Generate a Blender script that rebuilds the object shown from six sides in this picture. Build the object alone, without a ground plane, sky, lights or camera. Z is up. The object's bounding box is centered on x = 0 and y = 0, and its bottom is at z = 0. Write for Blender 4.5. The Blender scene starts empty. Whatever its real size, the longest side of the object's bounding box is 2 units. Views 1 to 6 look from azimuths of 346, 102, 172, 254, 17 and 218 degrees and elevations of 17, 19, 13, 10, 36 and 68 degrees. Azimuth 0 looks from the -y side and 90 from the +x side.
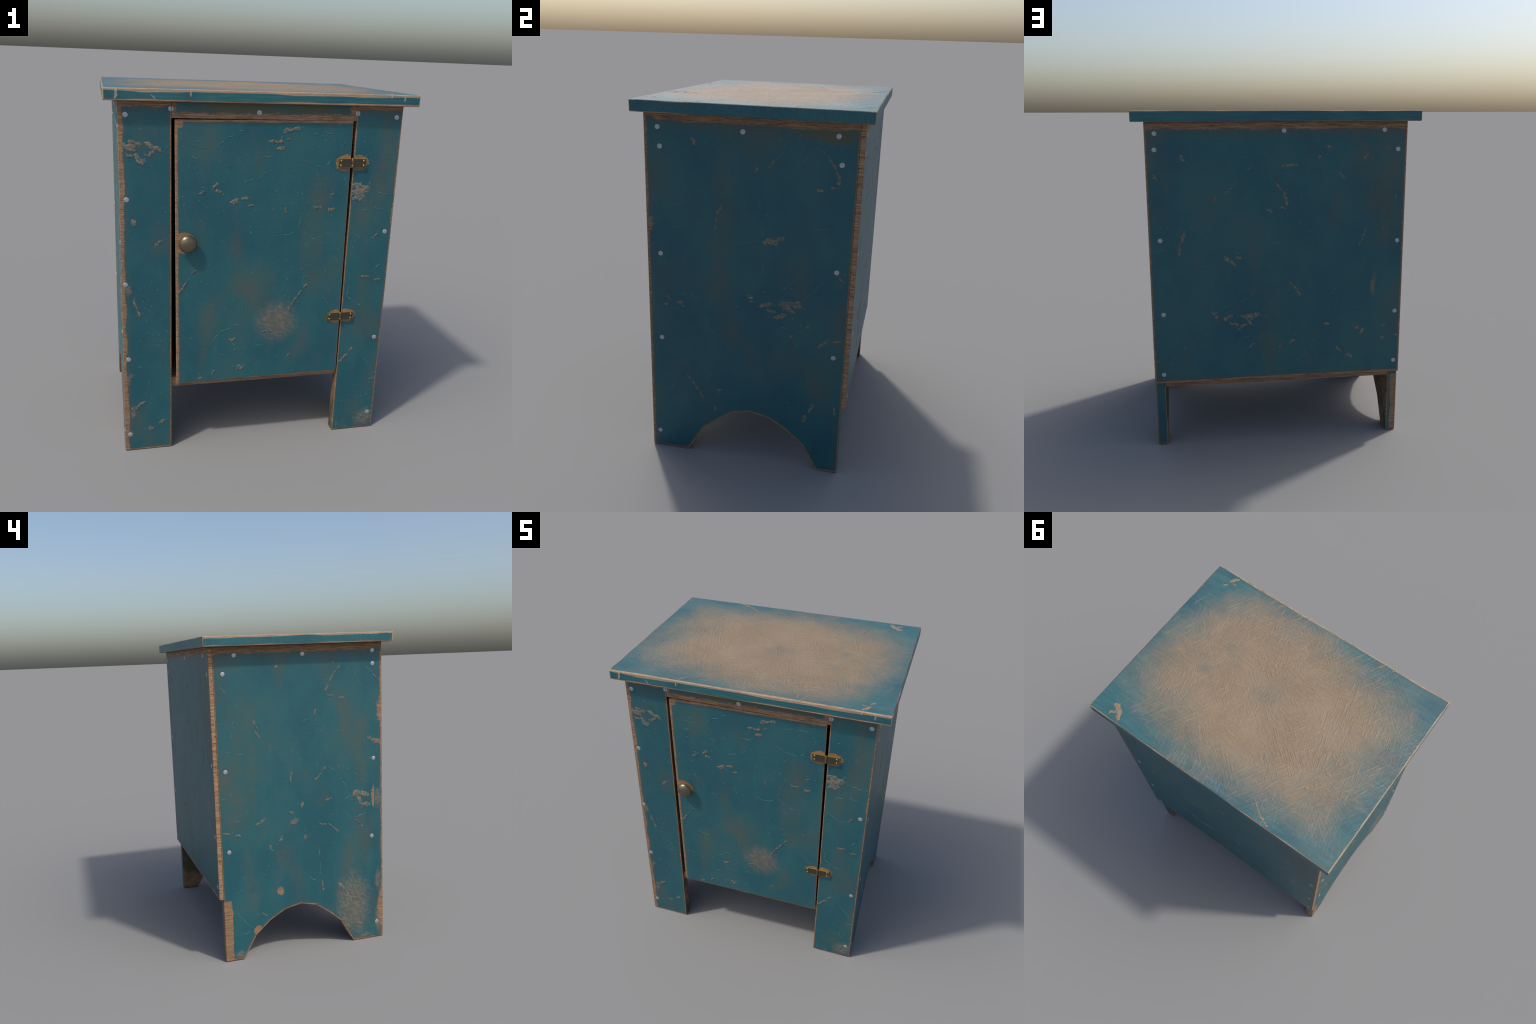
"""Weathered teal bedside cabinet: nailed boards, arched side panels, one hinged door.

Frame: metres, z up, front faces -y.  Every board is a box given by its low and
high corner; paint wear is computed in nodes from the distance to the board's
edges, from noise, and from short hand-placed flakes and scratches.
"""
import bpy
import bmesh
import math
import random
from mathutils import Vector, Matrix

# --------------------------------------------------------------- dimensions
TOP_LO, TOP_HI = Vector((-0.8162, -0.5915, 1.9395)), Vector((0.8162, 0.6070, 1.9990))
FRONT, SIDE_FRONT, SIDE_BACK, BACK = -0.5465, -0.4870, 0.5385, 0.5645
HALF = 0.7466                 # half width of the carcass
STILE_IN = 0.4865             # inner edge of the front stiles
SIDE_THICK = 0.0605
PANEL_BOTTOM = 0.4085         # lower edge of the back panel
RAIL_BOTTOM = 1.8575
SHELF_LO, SHELF_HI = 0.3755, 0.4330
DOOR_C, DOOR_W, DOOR_H, DOOR_TURN = Vector((0.0045, -0.5524, 1.1305)), 0.9395, 1.4490, math.radians(-0.42)
DOOR_LEAN, DOOR_SWING = -0.0035, 0.0032      # foot and free edge stand a few mm proud
DOOR_THICK = 0.0185
ARCH = [(0.4200, 0.0), (0.3370, 0.1440), (0.2370, 0.2310), (0.1370, 0.2870), (0.0320, 0.3090),
        (-0.0720, 0.2840), (-0.1600, 0.2220), (-0.2420, 0.1500), (-0.3295, 0.0)]
ARCH_MID, ARCH_RY, ARCH_RZ = 0.0450, 0.3760, 0.3080
KNOB = (-0.4045, 1.2190)
HINGES = (1.6373, 0.7548)

# ------------------------------------------------- flaked and scratched paint
# each mark: start u, v, end u, v on its face (metres) and width in millimetres
DOOR_FLAKES = [
    (0.092, 1.798, 0.173, 1.817, 14.4), (0.02, 1.751, 0.088, 1.745, 13.1), (0.062, 1.716, 0.1, 1.716, 14.5), (0.111, 1.757, 0.128, 1.763, 7.9),
    (-0.274, 1.511, -0.248, 1.531, 9.2), (-0.34, 1.479, -0.32, 1.49, 11.8), (-0.257, 1.489, -0.234, 1.489, 11.8), (-0.172, 1.44, -0.145, 1.432, 18.6),
    (-0.114, 1.446, -0.091, 1.452, 14.7), (-0.082, 1.411, -0.058, 1.414, 8), (0.368, 1.464, 0.389, 1.471, 8.3), (0.285, 1.397, 0.322, 1.398, 9.6),
    (0.367, 1.381, 0.392, 1.381, 13.9), (0.117, 1.394, 0.126, 1.373, 8.2), (-0.443, 0.942, -0.409, 0.999, 9.5), (-0.379, 1.048, -0.359, 1.065, 8.1),
    (0.169, 0.803, 0.192, 0.859, 9.3), (0.192, 0.859, 0.237, 0.918, 8.6), (0.247, 0.937, 0.265, 0.955, 8.6), (-0.163, 0.649, -0.131, 0.656, 14.2),
    (-0.136, 0.585, -0.129, 0.584, 10), (-0.264, 0.448, -0.246, 0.468, 8.6), (-0.118, 0.474, -0.085, 0.477, 15.9), (-0.333, 0.426, -0.322, 0.425, 14.3),
    (0.177, 0.525, 0.188, 0.537, 10.3), (0.022, 0.69, 0.078, 0.684, 10),
]
DOOR_SCRATCHES = [
    (-0.398, 1.726, -0.34, 1.715, 3.2), (-0.34, 1.715, -0.301, 1.717, 2.6), (-0.262, 1.711, -0.211, 1.762, 3.9), (-0.211, 1.762, -0.165, 1.777, 3.9),
    (-0.254, 1.674, -0.23, 1.633, 4.5), (-0.23, 1.63, -0.184, 1.615, 3.3), (-0.153, 1.804, -0.116, 1.798, 5.2), (0.083, 1.788, 0.078, 1.752, 5.2),
    (0.231, 1.783, 0.29, 1.79, 4), (0.307, 1.793, 0.371, 1.791, 4), (0.369, 1.774, 0.378, 1.741, 4), (0.187, 1.657, 0.259, 1.623, 3.3),
    (0.259, 1.623, 0.313, 1.613, 5.4), (0.33, 1.623, 0.354, 1.647, 6.1), (-0.384, 1.662, -0.346, 1.665, 5.8), (-0.014, 1.667, 0.037, 1.673, 7.2),
    (-0.142, 1.659, -0.127, 1.64, 7.8), (-0.129, 1.59, -0.091, 1.567, 3.3), (-0.111, 1.537, -0.06, 1.555, 5.3), (-0.043, 1.55, 0.01, 1.593, 4),
    (-0.34, 1.509, -0.304, 1.508, 6.5), (-0.425, 1.396, -0.413, 1.443, 4.6), (0.207, 1.354, 0.197, 1.286, 5.5), (0.197, 1.286, 0.252, 1.246, 6.2),
    (0.271, 1.231, 0.305, 1.215, 6.3), (0.064, 1.265, 0.111, 1.246, 4.1), (0.111, 1.246, 0.171, 1.258, 3.4), (0.214, 1.218, 0.273, 1.154, 4.2),
    (-0.348, 1.344, -0.321, 1.323, 5.3), (-0.231, 1.227, -0.207, 1.212, 4.7), (-0.175, 1.187, -0.154, 1.168, 4.8), (-0.409, 0.999, -0.386, 1.03, 6.8),
    (-0.276, 1.022, -0.204, 0.938, 3.4), (0.113, 0.99, 0.149, 0.939, 4.2), (0.287, 0.957, 0.346, 0.913, 2.9), (0.346, 0.913, 0.44, 0.787, 4.3),
    (-0.338, 0.884, -0.261, 0.86, 4.1), (-0.085, 0.904, -0.076, 0.798, 4.2), (-0.257, 0.648, -0.219, 0.699, 5), (-0.219, 0.699, -0.158, 0.719, 4.9),
    (-0.148, 0.745, -0.111, 0.731, 7.1), (-0.256, 0.609, -0.23, 0.568, 5.7), (-0.23, 0.568, -0.186, 0.553, 5), (-0.148, 0.483, -0.063, 0.492, 5.8),
    (0.202, 0.479, 0.21, 0.412, 5.2), (-0.019, 0.608, 0.029, 0.608, 5.8),
]
LEFT_STILE_FLAKES = [
    (-0.722, 1.732, -0.71, 1.704, 18.7), (-0.697, 1.742, -0.636, 1.724, 10.9), (-0.697, 1.723, -0.673, 1.701, 21.9), (-0.698, 1.676, -0.683, 1.667, 15.7),
    (-0.668, 1.667, -0.621, 1.639, 17.3), (-0.608, 1.73, -0.542, 1.705, 17.3), (-0.615, 1.673, -0.574, 1.686, 11.1), (-0.681, 1.343, -0.682, 1.319, 13.6),
    (-0.539, 1.23, -0.567, 1.211, 9.3), (-0.687, 0.912, -0.653, 0.821, 9.4), (-0.686, 0.265, -0.636, 0.302, 10), (-0.698, 0.266, -0.686, 0.265, 17.4),
    (-0.607, 0.128, -0.595, 0.127, 17.7), (-0.551, 0.158, -0.532, 0.178, 11.4),
]
LEFT_STILE_SCRATCHES = [
    (-0.526, 1.696, -0.498, 1.728, 4.8), (-0.683, 1.831, -0.659, 1.815, 3.7), (-0.653, 1.81, -0.628, 1.797, 5.6), (-0.663, 1.616, -0.571, 1.48, 3.3),
    (-0.67, 0.515, -0.648, 0.517, 4.9),
]
RIGHT_STILE_FLAKES = [
    (0.494, 1.508, 0.589, 1.486, 31.9), (0.498, 1.466, 0.555, 1.451, 34.8), (0.501, 1.437, 0.541, 1.444, 13.9), (0.643, 1.213, 0.663, 1.238, 8.6),
    (0.599, 0.984, 0.634, 0.987, 9.5), (0.679, 0.968, 0.703, 0.969, 11.7), (0.503, 0.46, 0.547, 0.506, 9.8), (0.557, 0.526, 0.575, 0.545, 9),
]
RIGHT_STILE_SCRATCHES = [
    (0.58, 1.504, 0.599, 1.539, 5.6), (0.604, 1.49, 0.743, 1.463, 4.2), (0.54, 1.371, 0.596, 1.379, 5.6), (0.622, 1.382, 0.683, 1.381, 4.2),
    (0.499, 1.246, 0.578, 1.207, 3.5), (0.578, 1.207, 0.621, 1.2, 5.7), (0.672, 1.038, 0.698, 1.056, 6.6), (0.522, 0.932, 0.511, 0.875, 5.8),
    (0.511, 0.875, 0.562, 0.837, 6.6), (0.575, 0.824, 0.612, 0.806, 6.6), (0.608, 0.539, 0.742, 0.385, 3.8), (0.699, 0.33, 0.724, 0.33, 5.4),
    (0.724, 0.33, 0.745, 0.347, 5.4), (0.515, 0.017, 0.518, 0.056, 7),
]
LEFT_SIDE_FLAKES = [
    (0.158, 1.807, 0.146, 1.817, 17.1), (-0.161, 1.655, -0.18, 1.696, 12.7), (-0.185, 1.71, -0.22, 1.757, 11.3), (-0.224, 1.764, -0.259, 1.805, 8.5),
    (-0.473, 1.757, -0.524, 1.698, 7.9), (-0.171, 1.625, -0.206, 1.623, 10.6), (-0.25, 1.605, -0.279, 1.607, 14.2), (-0.094, 1.546, -0.085, 1.512, 8.5),
    (0.306, 1.494, 0.283, 1.444, 13.7), (0.301, 1.439, 0.27, 1.395, 9.6), (0.48, 1.69, 0.479, 1.667, 9.4), (-0.083, 1.103, -0.122, 1.143, 10.8),
    (-0.13, 1.157, -0.15, 1.181, 10.1), (-0.445, 1.348, -0.461, 1.339, 14.6), (-0.469, 1.328, -0.525, 1.316, 29.2), (-0.34, 0.997, -0.441, 0.984, 33),
    (-0.368, 0.965, -0.392, 0.94, 36.8), (-0.4, 0.924, -0.452, 0.907, 22.1), (-0.146, 0.968, -0.189, 0.978, 10.1), (0.087, 0.911, 0.068, 0.909, 17.9),
    (0.017, 0.944, 0.002, 0.961, 20.1), (0.306, 0.851, 0.294, 0.868, 21.2), (0.279, 0.877, 0.261, 0.881, 15.5), (0.525, 0.824, 0.486, 0.822, 11.1),
    (0.44, 0.805, 0.417, 0.802, 14), (0.23, 0.696, 0.222, 0.713, 22.8), (0.161, 0.735, 0.145, 0.759, 15.7), (0.44, 0.888, 0.422, 0.887, 8.4),
    (-0.107, 0.82, -0.15, 0.807, 10.2), (-0.17, 0.813, -0.236, 0.752, 10.2), (-0.358, 0.819, -0.402, 0.772, 8.9), (-0.114, 0.439, -0.121, 0.372, 10.3),
    (0.294, 0.284, 0.242, 0.249, 7.9), (0.355, 0.194, 0.287, 0.183, 36.1), (-0.238, 0.406, -0.293, 0.32, 22.4), (-0.278, 0.132, -0.311, 0.128, 15.1),
    (-0.361, 0.115, -0.39, 0.11, 19.8),
]
LEFT_SIDE_SCRATCHES = [
    (-0.112, 1.831, -0.145, 1.788, 5.6), (-0.195, 1.845, -0.236, 1.809, 5.6), (-0.278, 1.811, -0.347, 1.752, 4.2), (-0.347, 1.752, -0.432, 1.638, 5),
    (-0.372, 1.87, -0.418, 1.813, 5.7), (-0.418, 1.813, -0.473, 1.757, 7.1), (0.006, 1.475, -0.05, 1.486, 4.2), (-0.102, 1.44, -0.162, 1.379, 6.4),
    (-0.186, 1.42, -0.302, 1.394, 6.4), (-0.302, 1.394, -0.357, 1.376, 3.6), (0.511, 1.709, 0.481, 1.687, 5.4), (0.421, 1.61, 0.406, 1.585, 5.4),
    (0.529, 1.324, 0.446, 1.307, 4.1), (0.446, 1.307, 0.354, 1.293, 3.4), (0.071, 1.324, 0.053, 1.284, 6.3), (0.053, 1.284, -0.034, 1.165, 4.9),
    (-0.17, 1.186, -0.22, 1.142, 4.3), (-0.22, 1.142, -0.332, 0.998, 5.8), (-0.334, 1.143, -0.386, 1.098, 5.1), (-0.394, 1.093, -0.45, 1.054, 6.6),
    (-0.276, 0.962, -0.324, 0.98, 7.3), (-0.278, 0.883, -0.334, 0.825, 7.3), (-0.342, 0.839, -0.431, 0.856, 6.6), (0.533, 1.043, 0.501, 1.033, 4.8),
    (0.475, 1.051, 0.456, 1.074, 6.9), (-0.452, 0.827, -0.508, 0.729, 3.7), (-0.092, 0.667, -0.106, 0.601, 7.3), (-0.101, 0.579, -0.103, 0.471, 6.6),
    (-0.02, 0.486, -0.094, 0.442, 7.3), (0.411, 0.538, 0.392, 0.531, 7.1), (0.479, 0.339, 0.362, 0.196, 6.4), (0.416, 0.163, 0.37, 0.178, 7.2),
]
RIGHT_SIDE_FLAKES = [
    (-0.294, 1.817, -0.277, 1.789, 13.9), (0.099, 1.701, 0.133, 1.734, 8.7), (0.038, 1.668, 0.048, 1.691, 9.4), (0.393, 1.768, 0.433, 1.715, 8.5),
    (0.44, 1.697, 0.456, 1.642, 13.4), (0.414, 1.62, 0.451, 1.623, 9.9), (0.347, 1.602, 0.372, 1.603, 12.4), (-0.134, 1.485, -0.161, 1.442, 11.6),
    (-0.164, 1.422, -0.168, 1.36, 8.5), (0.096, 1.317, 0.153, 1.309, 32.4), (0.159, 1.337, 0.188, 1.34, 22.6), (0.473, 1.172, 0.508, 1.135, 10.3),
    (0.015, 1.008, 0.036, 1.003, 20.1), (0.026, 0.98, 0.043, 0.982, 13.5), (0.082, 0.965, 0.133, 0.979, 18.8), (0.117, 0.94, 0.158, 0.935, 12.1),
    (0.177, 0.981, 0.211, 0.977, 9.3), (0.197, 0.983, 0.288, 0.991, 32), (0.212, 0.963, 0.246, 0.953, 26.7), (0.159, 0.902, 0.213, 0.923, 17.5),
    (-0.442, 0.957, -0.421, 0.937, 8.3), (-0.384, 0.928, -0.351, 0.931, 9.7), (-0.366, 0.914, -0.352, 0.901, 12.5), (-0.454, 0.907, -0.436, 0.911, 12.5),
    (0.222, 0.776, 0.262, 0.815, 8.1), (0.331, 0.865, 0.338, 0.877, 10.7), (-0.332, 0.485, -0.313, 0.463, 10.1), (-0.302, 0.453, -0.264, 0.402, 10.1),
    (-0.257, 0.395, -0.246, 0.363, 13), (-0.174, 0.317, -0.166, 0.285, 8.7), (-0.15, 0.42, -0.138, 0.422, 15.7), (0.398, 0.76, 0.449, 0.811, 12.1),
    (0.47, 0.803, 0.512, 0.816, 12), (0.33, 0.304, 0.35, 0.332, 21.1), (0.366, 0.359, 0.385, 0.418, 15.4), (0.5, 0.413, 0.506, 0.366, 8.3),
]
RIGHT_SIDE_SCRATCHES = [
    (0.133, 1.734, 0.182, 1.781, 6.2), (0.223, 1.839, 0.256, 1.865, 3.7), (0.194, 1.635, 0.242, 1.698, 3.1), (0.242, 1.698, 0.307, 1.774, 4.3),
    (0.364, 1.802, 0.377, 1.785, 7.3), (-0.169, 1.34, -0.169, 1.305, 6.6), (-0.429, 1.343, -0.351, 1.368, 4), (-0.288, 1.378, -0.243, 1.391, 5.3),
    (-0.088, 1.286, 0.08, 1.319, 3.9), (0.068, 1.382, 0.093, 1.341, 7.7), (0.313, 1.389, 0.433, 1.416, 3.8), (0.099, 1.215, 0.129, 1.235, 5.2),
    (0.061, 1.119, 0.099, 1.211, 4), (-0.469, 1.169, -0.434, 1.13, 4.1), (-0.465, 1.046, -0.435, 1.093, 5.5), (0.073, 1.035, 0.114, 1.047, 5.3),
    (0.172, 1.054, 0.224, 1.088, 5.3), (0.224, 1.088, 0.289, 1.138, 3.9), (0.291, 1.002, 0.404, 1.135, 4.6), (0.292, 0.98, 0.327, 0.963, 5.3),
    (-0.229, 0.787, -0.171, 0.776, 4.9), (-0.333, 0.696, -0.291, 0.744, 4.2), (0.189, 0.85, 0.23, 0.85, 6.1), (0.286, 0.826, 0.322, 0.857, 5.4),
    (0.253, 0.781, 0.296, 0.745, 5.4), (0.116, 0.735, 0.176, 0.819, 3.4), (-0.219, 0.47, -0.178, 0.524, 4.3), (-0.468, 0.361, -0.401, 0.442, 4.4),
]
BACK_FLAKES = [
    (0.557, 1.754, 0.545, 1.725, 19.1), (0.705, 1.647, 0.688, 1.621, 13.3), (0.307, 1.536, 0.277, 1.571, 8.7), (0.082, 1.751, 0.071, 1.773, 8.6),
    (0.371, 1.494, 0.365, 1.521, 10.8), (0.543, 1.317, 0.566, 1.267, 14.2), (0.575, 1.256, 0.579, 1.178, 8.7), (0.065, 1.435, 0.043, 1.435, 16.5),
    (0.024, 1.597, -0.023, 1.547, 8.7), (-0.026, 1.536, -0.048, 1.472, 15.4), (-0.006, 1.453, -0.04, 1.45, 11), (-0.354, 1.649, -0.377, 1.615, 12.1),
    (-0.502, 1.726, -0.515, 1.754, 15.4), (-0.279, 1.802, -0.298, 1.793, 15.2), (-0.227, 1.735, -0.238, 1.74, 10.9), (-0.023, 1.694, -0.106, 1.698, 12),
    (-0.513, 1.318, -0.494, 1.266, 12.4), (-0.492, 1.255, -0.478, 1.221, 9.1), (-0.689, 1.518, -0.69, 1.496, 7.9), (0.315, 1.151, 0.26, 1.138, 27.7),
    (0.249, 1.166, 0.226, 1.165, 19.4), (0.398, 0.839, 0.372, 0.834, 18), (0.381, 0.811, 0.365, 0.808, 14.1), (0.328, 0.794, 0.283, 0.81, 18.1),
    (0.292, 0.769, 0.25, 0.761, 12.5), (0.232, 0.811, 0.198, 0.809, 8.5), (0.203, 0.809, 0.124, 0.818, 31.2), (0.187, 0.785, 0.164, 0.76, 22.7),
    (0.233, 0.745, 0.199, 0.75, 19.9), (0.25, 0.731, 0.227, 0.727, 10.2), (0.183, 0.61, 0.154, 0.639, 9.2), (-0.002, 0.604, -0.026, 0.636, 9.3),
    (-0.062, 1.008, -0.08, 0.987, 9.1), (-0.088, 0.975, -0.126, 0.929, 11.4), (-0.279, 0.74, -0.297, 0.739, 15.1), (-0.458, 0.71, -0.491, 0.702, 12.8),
    (-0.501, 0.674, -0.512, 0.692, 18.7), (-0.626, 0.634, -0.647, 0.633, 15.3), (-0.632, 0.72, -0.653, 0.716, 10.6), (-0.698, 0.649, -0.731, 0.65, 9.4),
    (-0.353, 0.586, -0.374, 0.56, 12.9), (-0.42, 0.539, -0.447, 0.525, 18.8), (-0.06, 0.634, -0.092, 0.642, 12.7),
]
BACK_SCRATCHES = [
    (0.277, 1.571, 0.233, 1.597, 7.6), (0.186, 1.67, 0.151, 1.701, 6.5), (0.219, 1.469, 0.119, 1.588, 4.4), (0.711, 1.207, 0.654, 1.221, 4.4),
    (0.223, 1.742, 0.188, 1.739, 4.3), (0.051, 1.635, 0.032, 1.611, 7.6), (-0.209, 1.848, -0.234, 1.821, 7.6), (-0.067, 1.617, -0.092, 1.652, 4.4),
    (-0.112, 1.39, -0.124, 1.342, 5), (0.078, 1.225, -0.023, 1.245, 3.9), (-0.051, 1.216, -0.102, 1.263, 3.4), (-0.158, 1.315, -0.215, 1.3, 3.9),
    (0.504, 1.114, 0.327, 1.151, 3.3), (0.318, 1.025, 0.284, 1.064, 5), (0.347, 0.951, 0.321, 1.019, 3.4), (0.118, 0.832, -0.032, 1.006, 4),
    (0.118, 0.809, 0.066, 0.791, 5.1), (0.352, 0.866, 0.298, 0.878, 5.1), (0.239, 0.888, 0.191, 0.915, 5.6), (0.191, 0.915, 0.128, 0.965, 4),
    (0.125, 0.656, 0.073, 0.708, 5.7), (0.293, 0.561, 0.222, 0.673, 3.4), (0.222, 0.682, 0.177, 0.678, 4.6), (0.684, 0.689, 0.677, 0.65, 5.1),
    (0.735, 0.533, 0.683, 0.582, 3.4), (-0.172, 0.992, -0.203, 1.029, 5.1), (-0.243, 1.081, -0.282, 1.143, 4), (-0.527, 1.121, -0.732, 1.153, 3.4),
]
TOP_FLAKES = [
    (0.705, -0.482, 0.691, -0.495, 21.7), (0.693, -0.535, 0.658, -0.554, 35), (0.66, -0.518, 0.653, -0.528, 17.1), (0.692, 0.509, 0.622, 0.567, 43),
    (0.695, 0.575, 0.669, 0.551, 17.8), (0.351, -0.395, 0.295, -0.44, 26.4), (0.345, -0.476, 0.323, -0.459, 15.2), (0.294, -0.458, 0.262, -0.497, 16.6),
    (0.299, -0.51, 0.296, -0.545, 13.7), (0.358, -0.506, 0.32, -0.578, 10.7), (-0.363, -0.539, -0.382, -0.569, 14.6), (-0.449, -0.575, -0.459, -0.583, 18.2),
    (-0.272, 0.505, -0.347, 0.564, 9.4), (-0.347, 0.564, -0.416, 0.591, 14.7), (-0.43, 0.065, -0.444, 0.055, 24.2), (-0.49, 0.029, -0.502, 0.021, 20.8),
    (-0.501, 0.17, -0.516, 0.159, 27.3), (-0.451, 0.296, -0.523, 0.234, 33.9),
]
TOP_SCRATCHES = [
    (0.774, -0.247, 0.737, -0.359, 6.1), (0.813, 0.244, 0.743, 0.235, 7.4), (-0.636, -0.518, -0.656, -0.567, 4.3), (-0.768, 0.553, -0.812, 0.549, 6.5),
]


# ------------------------------------------------------------- node helpers
class Graph:
    """Small helper that writes shader nodes as expressions."""

    def __init__(self, name):
        self.mat = bpy.data.materials.new(name)
        self.mat.use_nodes = True
        self.t = self.mat.node_tree
        self.t.nodes.clear()
        self.co = self.t.nodes.new("ShaderNodeTexCoord").outputs["Object"]
        xyz = self.t.nodes.new("ShaderNodeSeparateXYZ")
        self.t.links.new(self.co, xyz.inputs[0])
        self.x, self.y, self.z = xyz.outputs
        n = self.t.nodes.new("ShaderNodeNewGeometry")
        nxyz = self.t.nodes.new("ShaderNodeSeparateXYZ")
        self.t.links.new(n.outputs["Normal"], nxyz.inputs[0])
        self.nx, self.ny, self.nz = nxyz.outputs

    def put(self, sock, v):
        if isinstance(v, bpy.types.NodeSocket):
            self.t.links.new(v, sock)
        elif v is not None:
            sock.default_value = v

    def m(self, op, a, b=None, c=None, clamp=False):
        n = self.t.nodes.new("ShaderNodeMath")
        n.operation, n.use_clamp = op, clamp
        for s, v in zip(n.inputs, (a, b, c)):
            self.put(s, v)
        return n.outputs[0]

    def add(self, *v):
        out = v[0]
        for w in v[1:]:
            out = self.m("ADD", out, w)
        return out

    def mul(self, a, b, clamp=False):
        return self.m("MULTIPLY", a, b, clamp=clamp)

    def step(self, v, lo, hi):
        n = self.t.nodes.new("ShaderNodeMapRange")
        n.interpolation_type = "SMOOTHSTEP"
        self.put(n.inputs[0], v)
        n.inputs[1].default_value, n.inputs[2].default_value = lo, hi
        return n.outputs[0]

    def fall(self, v, lo, hi):
        return self.m("SUBTRACT", 1.0, self.step(v, lo, hi))

    def mapping(self, vec, loc=(0, 0, 0), rot=(0, 0, 0), scale=(1, 1, 1), kind="POINT"):
        n = self.t.nodes.new("ShaderNodeMapping")
        n.vector_type = kind
        self.put(n.inputs[0], vec)
        n.inputs["Location"].default_value = loc
        n.inputs["Rotation"].default_value = rot
        n.inputs["Scale"].default_value = scale
        return n.outputs[0]

    def noise(self, scale, stretch=(1, 1, 1), rot=(0, 0, 0), detail=3.0, rough=0.55, seed=(0, 0, 0), warp=0.0, vec=None):
        v = vec or self.co
        if rot != (0, 0, 0):
            v = self.mapping(v, rot=rot)
        if stretch != (1, 1, 1) or seed != (0, 0, 0):
            v = self.mapping(v, seed, scale=stretch)
        n = self.t.nodes.new("ShaderNodeTexNoise")
        self.put(n.inputs["Vector"], v)
        n.inputs["Scale"].default_value = scale
        n.inputs["Detail"].default_value = detail
        n.inputs["Roughness"].default_value = rough
        n.inputs["Distortion"].default_value = warp
        self.last_color = n.outputs["Color"]
        return n.outputs[0]

    def jitter(self, vec, scale, amount):
        self.noise(scale, detail=2.0, vec=vec)
        c = self.last_color
        a = self.t.nodes.new("ShaderNodeVectorMath")
        a.operation = "SUBTRACT"
        self.put(a.inputs[0], c)
        a.inputs[1].default_value = (0.5, 0.5, 0.5)
        b = self.t.nodes.new("ShaderNodeVectorMath")
        b.operation = "MULTIPLY_ADD"
        self.put(b.inputs[0], a.outputs[0])
        b.inputs[1].default_value = (amount,) * 3
        self.put(b.inputs[2], vec)
        return b.outputs[0]

    def blob(self, vec, axis, depth, mark, reach=1.55, flat=0.05):
        """Ellipsoid field (1 in the middle, 0 outside) along a mark on a face."""
        u0, v0, u1, v1, w = mark
        length = math.hypot(u1 - u0, v1 - v0)
        ang = math.atan2(v1 - v0, u1 - u0)
        ru, rv = (length * 0.5 + w * 0.35) * reach, w * 0.5 * reach
        um, vm = (u0 + u1) / 2, (v0 + v1) / 2
        if axis == "x":
            loc, rot, sc = (depth, um, vm), (ang, 0, 0), (flat, ru, rv)
        elif axis == "y":
            loc, rot, sc = (um, depth, vm), (0, -ang, 0), (ru, flat, rv)
        else:
            loc, rot, sc = (um, vm, depth), (0, 0, ang), (ru, rv, flat)
        mp = self.mapping(vec, loc, rot, sc, "TEXTURE")
        g = self.t.nodes.new("ShaderNodeTexGradient")
        g.gradient_type = "SPHERICAL"
        self.put(g.inputs[0], mp)
        return g.outputs["Fac"]

    def field(self, vec, axis, depth, marks, reach=1.55, flat=0.05):
        out = None
        for mk in marks:
            f = self.blob(vec, axis, depth, mk, reach, flat)
            out = f if out is None else self.m("MAXIMUM", out, f)
        return out if out is not None else 0.0

    def mix(self, fac, a, b):
        n = self.t.nodes.new("ShaderNodeMix")
        n.data_type = "RGBA"
        self.put(n.inputs[0], fac)
        for s, v in ((n.inputs[6], a), (n.inputs[7], b)):
            self.put(s, v if isinstance(v, bpy.types.NodeSocket) else (*v, 1.0))
        return n.outputs[2]

    def finish(self, color, rough, height=None, dist=0.002, strength=1.0, metallic=0.0, spec=0.4):
        b = self.t.nodes.new("ShaderNodeBsdfPrincipled")
        self.put(b.inputs["Base Color"], color if isinstance(color, bpy.types.NodeSocket) else (*color, 1.0))
        self.put(b.inputs["Roughness"], rough)
        self.put(b.inputs["Metallic"], metallic)
        b.inputs["Specular IOR Level"].default_value = spec
        if height is not None:
            n = self.t.nodes.new("ShaderNodeBump")
            n.inputs["Distance"].default_value = dist
            n.inputs["Strength"].default_value = strength
            self.put(n.inputs["Height"], height)
            self.t.links.new(n.outputs[0], b.inputs["Normal"])
        o = self.t.nodes.new("ShaderNodeOutputMaterial")
        self.t.links.new(b.outputs[0], o.inputs[0])
        return self.mat


# ------------------------------------------------------------------- colours
TEAL = (0.0185, 0.1070, 0.1210)
TEAL_DEEP = (0.0120, 0.0870, 0.1100)
TEAL_CHALK = (0.0900, 0.2350, 0.2450)
RUBBED = (0.0900, 0.0830, 0.0600)
GREY_WORN = (0.2050, 0.1600, 0.1150)
WOOD_PALE = (0.4100, 0.2550, 0.1500)
WOOD_MID = (0.2700, 0.1550, 0.0850)
WOOD_DARK = (0.0700, 0.0360, 0.0190)
PRIMER = (0.3700, 0.2800, 0.2050)
BLEACHED = (0.2500, 0.1730, 0.1030)
OLIVE = (0.0980, 0.0860, 0.0330)


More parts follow.
